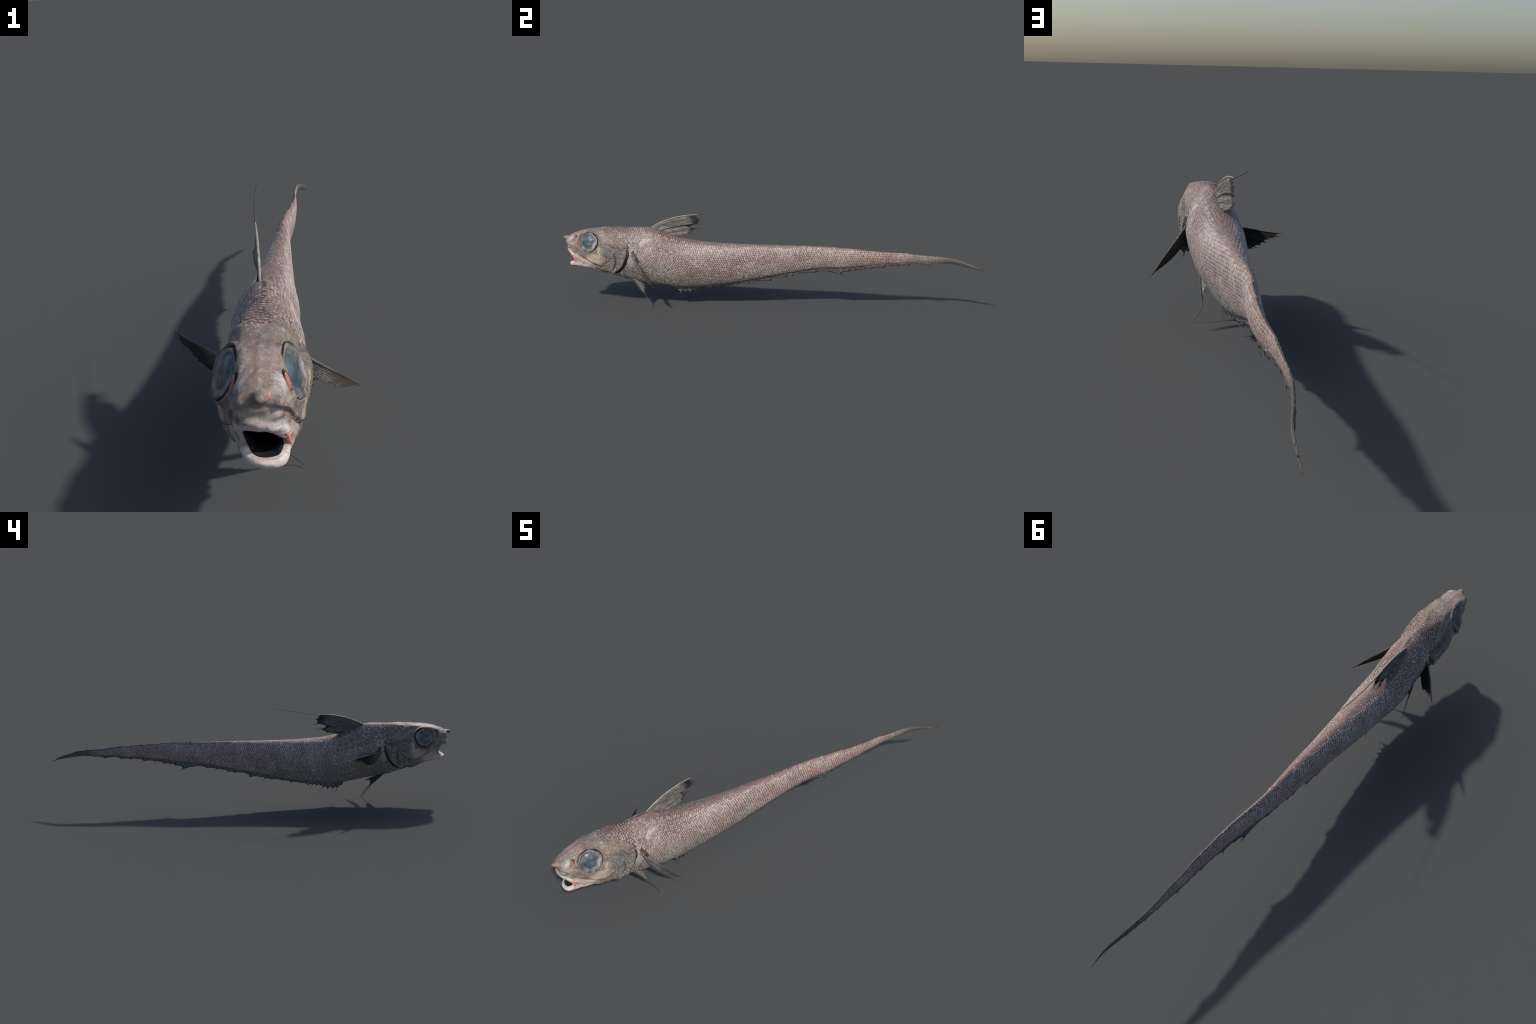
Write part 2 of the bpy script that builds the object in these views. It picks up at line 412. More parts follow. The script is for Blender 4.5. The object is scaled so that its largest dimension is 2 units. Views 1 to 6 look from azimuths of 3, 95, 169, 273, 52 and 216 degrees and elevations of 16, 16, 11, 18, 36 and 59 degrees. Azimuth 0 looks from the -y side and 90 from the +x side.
def grid_normals(G):
    du = np.empty_like(G); du[1:-1] = G[2:] - G[:-2]; du[0] = G[1] - G[0]; du[-1] = G[-1] - G[-2]
    dv = np.roll(G, -1, 1) - np.roll(G, 1, 1)
    n = np.cross(dv, du)
    return n / (np.linalg.norm(n, axis=2, keepdims=True) + 1e-12)


N0 = grid_normals(GRID)
# make sure normals point outward at mid body
mid = NR * 2 // 3
if ((GRID[mid] - GRID[mid].mean(0)) * N0[mid]).sum() < 0:
    N0 = -N0
P = GRID.reshape(-1, 3).copy()
Nn = N0.reshape(-1, 3).copy()
outer = (np.arange(NR) >= row_rim).repeat(NA)

# ---- gill cover: a flap that ends in a free edge, with a groove behind it
GILL = [(-.80, .331), (-.765, .316), (-.729, .303), (-.70, .298), (-.677, .301), (-.680, .275), (-.688, .246), (-.703, .215), (-.726, .190), (-.755, .176), (-.80, .178), (-.85, .190)]
cover = GILL + [(-.86, .215), (-.84, .33)]
yz = P[:, 1:]
dist = seg_dist(yz, np.array(GILL))
ins = inside(yz, np.array(cover))
side = np.abs(P[:, 0] - .002) > .012
sgn = np.where(ins, dist, -dist)
lift = np.where(sgn > 0, .0075 * np.exp(-np.maximum(sgn, 0) / .045) * smooth(-.001, .004, sgn), -.0055 * np.exp(np.minimum(sgn, 0) / .016) * smooth(.003, -.001, sgn))
lift *= smooth(-.87, -.80, yz[:, 0]) * smooth(-.63, -.66, yz[:, 0]) * side * outer
# front ridge of the gill cover
PREOP = [(-.738, .272), (-.733, .256), (-.7335, .235), (-.739, .212), (-.75, .198)]
dp = seg_dist(yz, np.array(PREOP))
lift += side * outer * (-.0034 * np.exp(-(dp / .0038) ** 2) + .003 * np.exp(-((dp - .010) / .008) ** 2) * (yz[:, 0] < -.735))
# folds on the cheek behind the eye and under the gill cover
for fold, amt in (([(-.802, .318), (-.796, .29), (-.798, .262), (-.806, .236)], -.0022), ([(-.768, .262), (-.760, .250), (-.764, .238), (-.774, .234)], -.0020), ([(-.83, .200), (-.79, .184), (-.75, .172)], -.0030)):
    df = seg_dist(yz, np.array(fold))
    lift += side * outer * amt * (np.exp(-(df / .0042) ** 2) - .7 * np.exp(-((df - .010) / .006) ** 2))
P += Nn * lift[:, None]

# ---- bony ridge under the eye, running from the snout to the cheek
for s, cx in ((1, .008), (-1, .006)):
    ridge = np.array([(cx + s*.030, -.978, .318), (cx + s*.040, -.95, .300), (cx + s*.043, -.925, .277), (cx + s*.050, -.89, .252), (cx + s*.058, -.85, .231), (cx + s*.062, -.81, .215)])
    d = seg_dist(P, ridge)
    above = P[:, 2] - np.interp(P[:, 1], ridge[:, 1], ridge[:, 2])
    on = outer & ((P[:, 0] - cx) * s > .01)
    amt = .0045 * np.exp(-(d / .011) ** 2) * smooth(-.004, .002, above) - .0035 * np.exp(-((above + .007) / .006) ** 2) * (np.exp(-(d / .016) ** 2))
    P += Nn * (amt * on)[:, None]
    # upper-jaw bone below it
    bone = np.array([(cx + s*.040, -.945, .262), (cx + s*.046, -.92, .246), (cx + s*.049, -.895, .228)])
    d = seg_dist(P, bone)
    P += Nn * (.0025 * np.exp(-(d / .006) ** 2) * on)[:, None]

# ---- knobs of the snout, wrinkles of the muzzle
KNOBS = [((.0115, -.9790, .3350), (-.08, -1, .1), .0195, .0098), ((.047, -.966, .328), (.35, -1, -.2), .007, .009), ((-.028, -.978, .329), (-.4, -1, -.1), .006, .009),
         ((.040, -.976, .322), (.2, -1, -.2), .004, .006), ((.022, -.985, .330), (.1, -1, 0), .003, .005)]
for c, dvec, amt, rad in KNOBS:
    dvec = np.array(dvec) / np.linalg.norm(dvec)
    d = np.linalg.norm((P - np.array(c)) - ((P - np.array(c)) @ dvec)[:, None] * dvec * .4, axis=1)
    P += (amt * np.exp(-(d / rad) ** (4 if amt > .015 else 2)) * outer)[:, None] * dvec

# ---- bony ridges of the skull: brows, shoulder ridges above the gill cover
for s, cx in ((1, .010), (-1, .006)):
    for path, amt, wid in (([(cx + s*.030, -.935, .358), (cx + s*.033, -.88, .374), (cx + s*.034, -.82, .378)], .0022, .007),
                           ([(cx + s*.030, -.80, .375), (cx + s*.042, -.76, .357), (cx + s*.052, -.72, .335), (cx + s*.060, -.685, .312)], .0045, .010),
                           ([(cx, -.96, .352), (cx, -.90, .371), (cx, -.84, .381)], .0012, .006)):
        d = seg_dist(P, path)
        P += Nn * (amt * np.exp(-(d / wid) ** 2) * outer)[:, None]

# ---- eye sockets and nostrils
EYES = [(np.array((.0620, -.863, .326)), np.array((.91, -.235, .34)), .0495), (np.array((-.0545, -.8635, .326)), np.array((-.87, -.285, .42)), .0495)]
for c, n, r in EYES:
    n /= np.linalg.norm(n)
    rel = P - c
    h = rel @ n
    d = np.linalg.norm(rel - h[:, None] * n, axis=1)
    near = outer & (np.abs(h) < .05) & ((Nn @ n) > -.35)
    flat = smooth(r * 1.13, r * 1.0, d) * .95
    newh = h * (1 - flat)
    newh = newh 
    newh = np.where(d < r, newh - .010 * smooth(r, r * .90, d), newh)
    P += n * ((newh - h) * near)[:, None]

NOSTRILS = [(np.array((.0505, -.929, .333)), np.array((.80, -.58, .15)), np.array((.10, .12, -.98))), (np.array((-.034, -.930, .332)), np.array((-.80, -.58, .15)), np.array((-.12, .12, -.98)))]
for c, n, up in NOSTRILS:
    n /= np.linalg.norm(n)
    up = up - n * (up @ n); up /= np.linalg.norm(up)
    w = np.cross(n, up)
    rel = P - c
    e = np.sqrt((rel @ up / .0235) ** 2 + (rel @ w / .0120) ** 2 )
    near = outer & (np.abs(rel @ n) < .025) & ((Nn @ n) > 0)
    P += n * (((-.0125 * smooth(1.0, .62, e)) + .0012 * np.exp(-((e - 1.15) / .2) ** 2)) * near)[:, None]

# ---- flesh is never smooth: broad lumps and fine wrinkles
lump = np.array([noise.noise(Vector(p) * 28) * .0011 + noise.noise(Vector(p) * 75) * .0006 if o else 0 for p, o in zip(P, outer)])
lump += np.array([(.5 - abs(noise.noise(Vector(p) * 42))) * .0030 * max(0.0, min(1.0, (-.70 - p[1]) / .06)) if o else 0 for p, o in zip(P, outer)])
lump *= np.interp(P[:, 1], [-1, .3, .8], [1, 1, .25])
wr = np.array([noise.noise(Vector((p[0] * 40, p[1] * 60, p[2] * 170))) * .0012 if (p[1] < -.90 and p[2] < .325) else 0 for p in P])
P += Nn * ((lump + wr) * outer)[:, None]
GRID = P.reshape(NR, NA, 3)
NORM = grid_normals(GRID)
if ((GRID[mid] - GRID[mid].mean(0)) * NORM[mid]).sum() < 0:
    NORM = -NORM

# ---- faces, split into parts that share the whole body's normals
verts = GRID.reshape(-1, 3)
norms = NORM.reshape(-1, 3)
tip_front, tip_back = GRID[0].mean(0), GRID[-1].mean(0) + np.array((0, .006, -.001))
ALL_V = np.concatenate([verts, [tip_front, tip_back]])
ALL_N = np.concatenate([norms, [(0, -1, 0), (0, 1, 0)]])
i, j = np.meshgrid(np.arange(NR - 1), np.arange(NA), indexing='ij')
a = i * NA + j; b = i * NA + (j + 1) % NA
quads = np.stack([a, b, b + NA, a + NA], -1).reshape(-1, 4)
cen = ALL_V[quads].mean(1)
row = i.reshape(-1)
# trunk starts behind the gill cover on the sides and behind the skull on the nape
edge_y = np.interp(cen[:, 2], [.13, .176, .190, .215, .246, .275, .301, .315, .345, .37, .385, .40], [-.735, -.755, -.726, -.703, -.688, -.680, -.677, -.682, -.716, -.748, -.80, -.815])
part = np.where(row < row_rim, 0, np.where(cen[:, 1] < edge_y, 1, np.where(cen[:, 1] < .12, 2, 3)))

fish = bpy.data.objects.new("rattail_fish", None)
COL.objects.link(fish)
fish.empty_display_size = .1
fish["label"] = "grey-brown rattail fish with big eyes, gaping mouth, whip tail"
fish["category"] = "fish"


def body_part(name, code, mat, parent):
    f = quads[part == code]
    fl = [tuple(q) for q in f]
    if code == 0:
        fl += [(NR * NA, (k + 1) % NA, k) for k in range(NA)]
    if code == 3:
        o = (NR - 1) * NA
        fl += [(NR * NA + 1, o + k, o + (k + 1) % NA) for k in range(NA)]
    used = sorted({v for q in fl for v in q})
    idx = {v: k for k, v in enumerate(used)}
    ob = new_object(name, ALL_V[used], [[idx[v] for v in q] for q in fl], mat, parent)
    ob.data.normals_split_custom_set_from_vertices([tuple(map(float, n)) for n in ALL_N[used]])
    return ob


# face winding must agree with the normals
q0 = quads[len(quads) * 2 // 3]
fn = np.cross(ALL_V[q0[1]] - ALL_V[q0[0]], ALL_V[q0[3]] - ALL_V[q0[0]])
if fn @ ALL_N[q0[0]] < 0:
    quads = quads[:, ::-1]
head = body_part("head", 1, M_head, fish)
mouth = body_part("mouth_lining", 0, M_mouth, head)
trunk = body_part("trunk", 2, M_trunk, fish)
tail = body_part("tail", 3, M_trunk, fish)

tri = [tuple(int(x) for x in q) for q in quads]
BVH = BVHTree.FromPolygons([tuple(map(float, v)) for v in ALL_V], tri)


def on_flank(s, y, z):
    """Point and normal of the skin at (y, z) on the left (s=1) or right flank."""
    h = BVH.ray_cast(Vector((.3 * s, y, z)), Vector((-s, 0, 0)))
    if h[0] is None:
        return None
    n = h[1]
    if n.x * s < 0:
        n = -n
    return np.array(h[0]), np.array(n)


# ------------------------------------------------------------------- scales
class ScaleBag:
    def __init__(self):
        self.v, self.f, self.s = [], [], []

    def add(self, p, n, back, length, width, height, slot):
        n = n / np.linalg.norm(n)
        back = back - n * (back @ n); back /= np.linalg.norm(back) + 1e-12
        w = np.cross(n, back)
        o = len(self.v)
        K = 8
        for rr, hh in ((1.0, -.0004), (.80, .55), (.42, .95)):
            for k in range(K):
                a = 2 * math.pi * k / K
                ca, sa = math.cos(a), math.sin(a)
                ll = length * (1.0 + .12 * ca)
                hz = hh * height * (1 + .35 * ca) if hh > 0 else hh
                self.v.append(p + back * ll * ca * rr + w * width * sa * rr + n * hz)
        self.v.append(p + n * height)
        for r in range(2):
            for k in range(K):
                a, b = o + r*K + k, o + r*K + (k+1) % K
                self.f.append((a, b, b + K, a + K))
        for k in range(K):
            self.f.append((o + 2*K + k, o + 2*K + (k+1) % K, o + 3*K))
        self.s += [slot] * (3 * K)

    def build(self, parent):
        ob = new_object("scales", self.v, self.f, SCALES, parent, self.s)
        ob["kind"] = "stuff"
        return ob


def fbm(x, y, z, s):
    return noise.noise(Vector((x * s, y * s, z * s)))


trunk_bag, tail_bag, head_bag = ScaleBag(), ScaleBag(), ScaleBag()
HALF = NA // 2
rows_body = np.arange(row_rim, NR)
# mean y of each row at the side meridian, used to look rows up
side_y = GRID[:, NA // 4, 1]
body_rows = np.arange(n_head - 60, NR)
by = side_y[body_rows]
y = -.83
col = 0
while y < .965:
    pitch = float(np.interp(y, [-.78, -.62, -.45, -.1, .45, .75, .97], [.0076, .0088, .0101, .0105, .0095, .0070, .0048]))
    rpitch = pitch * .93
    k = np.interp(y, by, np.arange(len(by)))
    r0 = int(k); f = k - r0
    r0 = body_rows[min(r0, len(body_rows) - 2)]
    ring = GRID[r0] * (1 - f) + GRID[r0 + 1] * f
    rnrm = NORM[r0] * (1 - f) + NORM[r0 + 1] * f
    ahead = GRID[min(r0 + 2, NR - 1)] - GRID[max(r0 - 1, 0)]
    for s in (1, -1):
        idx = np.arange(0, HALF + 1) if s > 0 else (-np.arange(0, HALF + 1)) % NA
        pts, nn, ah = ring[idx], rnrm[idx], ahead[idx]
        arc = np.concatenate([[0], np.cumsum(np.linalg.norm(np.diff(pts, axis=0), axis=1))])
        mid_arc = arc[HALF // 2]
        lo, hi = int(-mid_arc / rpitch) , int((arc[-1] - mid_arc) / rpitch)
        for q in range(lo, hi + 1):
            jit = rpitch * .12
            A = mid_arc + q * rpitch + rng.uniform(-jit, jit)
            if A < .0005 or A > arc[-1] - .0005:
                continue
            yoff = ((q * .36) % 1.0) * pitch + rng.uniform(-.14, .14) * pitch
            p = np.array([np.interp(A, arc, pts[:, c]) for c in range(3)])
            n = np.array([np.interp(A, arc, nn[:, c]) for c in range(3)])
            back = np.array([np.interp(A, arc, ah[:, c]) for c in range(3)])
            back /= np.linalg.norm(back)
            # slide the staggered scales half a pitch back, staying on the skin
            p = p + back * yoff
            hit = BVH.find_nearest(Vector(p))
            p = np.array(hit[0])
            ey = float(np.interp(p[2], [.13, .176, .190, .215, .246, .275, .301, .315, .345, .37, .385, .40], [-.735, -.755, -.726, -.703, -.688, -.680, -.677, -.682, -.716, -.748, -.80, -.815]))
            if p[1] < ey + .004:
                continue
            v = A / arc[-1]                 # 0 back .. 1 belly
            ns = fbm(*p, 14); n2 = fbm(p[0], p[1], p[2], 45)
            size = 1.0 + rng.uniform(-.17, .15) + .22 * ns + .10 * n2
            cover_f = .47
            dorsal = max(0, 1 - v / (.16 + .05 * ns)) * float(np.interp(y, [-.2, .5], [1, .5]))
            fore = float(np.interp(y, [-.55, -.3], [1, 0]))
            size *= 1 - .10 * dorsal + .02 * fore * (v < .4)
            # scraped, pale chaotic patch on the shoulder; dark pit behind the pectoral base
            if seg_dist(p[None, 1:], np.array([(-.652, .286), (-.626, .240)]))[0] < .0072:
                continue
            if abs(p[1] + .668) < .018 and abs(p[2] - .238) < .035 and rng.random() < .7:
                continue
            z_rel = v
            roll = rng.random() + .35 * ns
            if z_rel < .10 + .05 * ns:
                slot = 3 if roll < (.75 if y > -.5 else .55) else 1
            elif z_rel > .72 + .06 * n2 and y < -.05:
                slot = 2 if roll < .75 else (4 if roll < .9 else 0)
            elif y < -.35 and z_rel > .55:
                slot = 2 if roll < .6 else 0
            elif y < -.42 and z_rel < .35:
                slot = 1 if roll < .42 else (3 if roll < .72 else (2 if roll < .9 else 0))
            elif abs(z_rel - .47) < .07 and y > -.05 and y < .62:
                slot = 1 if roll < .75 else 0
            else:
                slot = 0 if roll < .55 else (1 if roll < .88 else 5)
            if y < .45 and z_rel < (.085 if y > -.45 else .10) + .05 * ns and rng.random() < .7:
                slot = 6
            elif y < -.45 and z_rel < .30 and rng.random() < .18:
                slot = 6
            shoulder = math.exp(-((p[1] + .60) / .07) ** 2 - ((p[2] - .325) / .035) ** 2)
            if shoulder * (1 + 2.6 * n2) > 1.15:
                slot = 5; size *= 1.05 + .45 * rng.random()
            if y > .8:
                slot = 4 if roll < .6 else 2
            bag = trunk_bag if p[1] < .12 else tail_bag
            up = np.array((0, 0, 1.0))
            slant = (.42 + .2 * ns) * max(0, 1 - abs(n[2]) * 1.25)
            bag.add(p, n, back * math.cos(slant) - up * math.sin(slant), pitch * .435 * size, pitch * .54 * size, pitch * .055, slot)
    y += pitch
    col += 1
trunk_bag.build(trunk)
tail_bag.build(tail)

# small scales on cheeks and gill covers
CHEEK = [(-.806, .315), (-.77, .312), (-.73, .297), (-.70, .292), (-.684, .293), (-.688, .262), (-.698, .234), (-.715, .208), (-.735, .192), (-.76, .187), (-.785, .20), (-.79, .235), (-.80, .26), (-.808, .285)]
lst = []
p_ = .0080
for a in range(40):
    for b in range(40):
        lst.append((-.83 + a * p_ + rng.uniform(-.2, .2) * p_, .175 + b * p_ * .62 + rng.uniform(-.15, .15) * p_, (b % 2) * p_ * .5))
cand = np.array([(q[0] + q[2], q[1]) for q in lst])
ok = inside(cand, np.array(CHEEK))
for s in (1, -1):
    for (yy, zz) in cand[ok]:
        if seg_dist(np.array([(yy, zz)]), np.array(PREOP))[0] < .0035:
            continue
        h = on_flank(s, yy, zz)
        if h is None:
            continue
        low = (zz - .20) / .10
        roll = rng.random() + .4 * fbm(yy, zz, s, 30)
        slot = 4 if roll < .55 + low * .4 else 2
        sz = p_ * (.41 + .10 * rng.random())
        head_bag.add(h[0], h[1], np.array((0, 1, -.15)), sz, sz * .85, p_ * .09, slot)
# loose pale scales on the nape edge
for _ in range(60):
    x0 = rng.uniform(-.035, .035); yy = -.80 + rng.uniform(-.018, .02) + abs(x0) * .9
    h = BVH.ray_cast(Vector((x0, yy, .6)), Vector((0, 0, -1)))
    if h[0] is not None:
        sz = rng.uniform(.0016, .0034)
        head_bag.add(np.array(h[0]), np.array(h[1]) * (1 if h[1].z > 0 else -1), np.array((rng.uniform(-.5, .5), 1, 0)), sz, sz * .7, .0007, rng.choice([2, 1, 3, 0]))
head_bag.build(head)


# --------------------------------------------------------- tubes and ribbons
def tube(name, path, radii, mat, parent, K=8, samples=40, normal_squash=None):
    path = np.array(path, float)
    L = np.concatenate([[0], np.cumsum(np.linalg.norm(np.diff(path, axis=0), axis=1))])
    t = np.linspace(0, L[-1], samples)
    C = hermite(L, path, t)
    rad = np.interp(t / L[-1], np.linspace(0, 1, len(radii)), radii)
    T = np.gradient(C, axis=0); T /= np.linalg.norm(T, axis=1, keepdims=True)
    ref = np.array((0.13, .21, .97)); vs, fs = [], []
    side_v = None
    for k in range(samples):
        s_ = np.cross(T[k], ref) if side_v is None else side_v - T[k] * (side_v @ T[k])
        s_ /= np.linalg.norm(s_); side_v = s_
        b_ = np.cross(T[k], s_)
        for m in range(K):
            a = 2 * math.pi * m / K
            vs.append(C[k] + rad[k] * (math.cos(a) * s_ + math.sin(a) * b_))
    for k in range(samples - 1):
        for m in range(K):
            fs.append((k*K + m, k*K + (m+1) % K, (k+1)*K + (m+1) % K, (k+1)*K + m))
    fs.append(tuple(range(K))[::-1]); fs.append(tuple((samples-1)*K + m for m in range(K)))
    return new_object(name, vs, fs, mat, parent)


def groove(name, s, path, radii, mat, parent, samples=70, sink=.0):
    """A dark seam laid along the skin of one flank."""
    path = np.array(path, float)
    L = np.concatenate([[0], np.cumsum(np.linalg.norm(np.diff(path, axis=0), axis=1))])
    yzs = hermite(L, path, np.linspace(0, L[-1], samples))
    pts = []
    for yy, zz in yzs:
        h = on_flank(s, yy, zz)
        if h is not None:
            pts.append(h[0] - h[1] * sink)
    return tube(name, pts, radii, mat, parent, samples=samples)


for s in (1, -1):
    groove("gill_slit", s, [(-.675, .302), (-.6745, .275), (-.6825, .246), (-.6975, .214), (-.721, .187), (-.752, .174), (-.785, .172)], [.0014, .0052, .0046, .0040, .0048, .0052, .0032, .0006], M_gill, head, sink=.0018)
    groove("gill_cover_drawn_shade", s, [(-.765, .320), (-.73, .3075), (-.70, .3025), (-.676, .3035)], [.0004, .0018, .0026, .0034], M_crease, head, 30, sink=.0020)  # dark tube modelled for the shadow beneath the ridge
    groove("gill_cover_ridge", s, PREOP, [.0005, .0016, .0018, .0017, .0005], M_crease, head, 40, sink=.0010)
    groove("throat_crease", s, [(-.84, .1985), (-.80, .1835), (-.765, .173), (-.735, .167)], [.0003, .0013, .0016, .0005], M_crease, head, 40, sink=.0008)
    groove("cheek_crease", s, [(-.955, .299), (-.925, .2715), (-.89, .2465), (-.85, .2265), (-.815, .211), (-.78, .1975)], [.0004, .0009, .0011, .0012, .0011, .0004], M_crease, head, 60, sink=.0006)
tube("scar", [on_flank(1, yy, zz)[0] for yy, zz in ((-.563, .332), (-.556, .333), (-.549, .329), (-.545, .322), (-.5445, .317))], [.0006, .002, .0022, .0014, .0005],
     speckled("scar_flesh", (.36, .20, .165), (.25, .13, .11), (.5, .36, .32), 80).done(), trunk, samples=24)
# the lateral line, a pale raised thread
for s in (1, -1):
    LINE = [(-.64, .300), (-.58, .322), (-.50, .303), (-.42, .285), (-.34, .268), (-.26, .256)]
    groove("lateral_line", s, LINE, [.0004, .0009, .0010, .0009, .0007, .0004], M_pale, trunk, 80, sink=.0003)

# --------------------------------------------------------------------- eyes
def lathe(name, profile, mats, slots, c, n, parent, K=64, wob=0.0, seed=0):
    n = n / np.linalg.norm(n)
    q = Vector(tuple(n)).to_track_quat('Z', 'Y')
    lo = q.inverted() @ Vector((0, -.075, .045))
    shift, r0 = (lo.x, lo.y), profile[0][0]
    vs, fs, sl = [], [], []
    for r, h in profile:
        for k in range(K):
            a = 2 * math.pi * k / K
            ox, oy = (shift[0] * r0, shift[1] * r0) if r < r0 * .75 else (0, 0)
            rr = r * (1 + wob * noise.noise(Vector((math.cos(a) * 1.6, math.sin(a) * 1.6, seed + r * 40))))
            vs.append((rr * math.cos(a) + ox, rr * math.sin(a) + oy, h + (.0006 * noise.noise(Vector((math.cos(a) * 2, math.sin(a) * 2, seed + 9 + r * 90))) if r < .044 else 0)))
    for i_ in range(len(profile) - 1):
        for k in range(K):
            fs.append((i_*K + k, i_*K + (k+1) % K, (i_+1)*K + (k+1) % K, (i_+1)*K + k)); sl.append(slots[i_])
    fs.append(tuple((len(profile)-1)*K + k for k in range(K))); sl.append(slots[-1])
    ob = new_object(name, vs, fs, mats, parent, sl)
    ob.rotation_mode = 'QUATERNION'
    ob.rotation_quaternion = q
    ob.location = tuple(c)
    return ob


def eye_mat(name, base, d, l, rough, coat):
    m = speckled(name, base, d, l, 70, rough, .4, .7)
    m.mix(m.math('MULTIPLY', m.ramp(m.noise(38, 4), 0.53, 0.42), 0.75), d)
    m.mix(m.math('MULTIPLY', m.ramp(m.noise(52, 4), 0.54, 0.64), 0.6), l)
    m.b.inputs["Coat Weight"].default_value = coat
    m.b.inputs["Coat Roughness"].default_value = .15
    return m.done()


M_rim = speckled("eye_rim_black", (.015, .014, .015), (.006, .006, .007), (.045, .042, .042), 90, .35).done()
M_iris = eye_mat("iris_silver", (.185, .175, .18), (.07, .066, .07), (.40, .385, .39), .45, .05)
M_iris2 = eye_mat("iris_inner", (.13, .125, .12), (.05, .05, .055), (.26, .235, .19), .4, .15)
M_pupil = eye_mat("pupil_cloudy", (.062, .090, .115), (.04, .055, .072), (.10, .13, .155), .4, .1)
M_pupil2 = eye_mat("pupil_clouded_brown", (.085, .085, .09), (.045, .045, .05), (.17, .15, .13), .4, .1)
for (c, n, r), seed in zip(EYES, (1, 5)):
    pr = [(r*.995, -.011), (r*.985, -.0055), (r*.96, -.0045), (r*.94, -.0024), (r*.915, -.0004), (r*.85, .0014), (r*.78, .0014), (r*.735, .0008), (r*.66, -.0006), (r*.60, -.0012), (r*.57, -.0004), (r*.48, .0018), (r*.36, .0034), (r*.20, .0044), (r*.05, .0047)]
    sl = [0, 0, 0, 0, 1, 1, 1, 2, 2, 2, 3, 3, 3, 3, 3]
    if seed == 5:   # the right eye has sunk and clouded
        pr = [(a_ * (.97 if a_ < r * .95 else 1), b_ - .0012) for a_, b_ in pr]
    lathe("eye", pr, [M_rim, M_iris, M_iris2, M_pupil if seed == 1 else M_pupil2], sl, c + n * .0012 + np.array((0, -.0018, .0012)), n, head, wob=.12, seed=seed)

M_flap = speckled("nostril_flesh", (.42, .205, .16), (.22, .10, .07), (.50, .36, .33), 90, .35).done()
M_hole = speckled("nostril_dark", (.045, .028, .020), (.02, .012, .01), (.16, .08, .05), 100, .4).done()
for c, n, up in NOSTRILS:
    n = n / np.linalg.norm(n)
    up = up - n * (up @ n); up /= np.linalg.norm(up)
    w = np.cross(n, up)
    if w[1] < 0:
        w = -w
    for nm, off, hw, hl, depth, mat in (("nostril_flap", .0078, .0050, .0175, -.0048, M_flap), ("nostril_pit", -.0035, .0082, .0160, -.0105, M_hole)):
        vs, fs = [], []
        A_, B_ = 20, 10
        for ii in range(B_ + 1):
            th = math.pi * ii / B_
            for k in range(A_):
                ph = 2 * math.pi * k / A_
                vs.append(c + w * off + n * depth + up * (hl * math.cos(th) + (.003 if nm == "nostril_flap" else -.002)) + w * hw * math.sin(th) * math.cos(ph) + n * .0032 * math.sin(th) * math.sin(ph))
        for ii in range(B_):
            for k in range(A_):
                fs.append((ii*A_ + k, ii*A_ + (k+1) % A_, (ii+1)*A_ + (k+1) % A_, (ii+1)*A_ + k))
        new_object(nm, vs, fs, mat, head)

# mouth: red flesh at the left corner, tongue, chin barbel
M_red = speckled("red_flesh", (.62, .17, .18), (.40, .05, .07), (.78, .42, .40), 70, .3, .5).done()
tube("mouth_corner_flesh", [(.046, -.957, .262), (.048, -.946, .252), (.0500, -.938, .242), (.0505, -.934, .232), (.049, -.936, .223)], [.0012, .0028, .0040, .0046, .0026], M_red, head, samples=24)
tube("barbel", [(.016, -.950, .2045), (.016, -.946, .199), (.016, -.942, .1905)], [.0016, .0012, .0003], M_fil, head, samples=14)


# --------------------------------------------------------------------- fins
def bez(a, c, b, t):
    t = t[:, None]
    return (1 - t) ** 2 * a + 2 * t * (1 - t) * c + t ** 2 * b


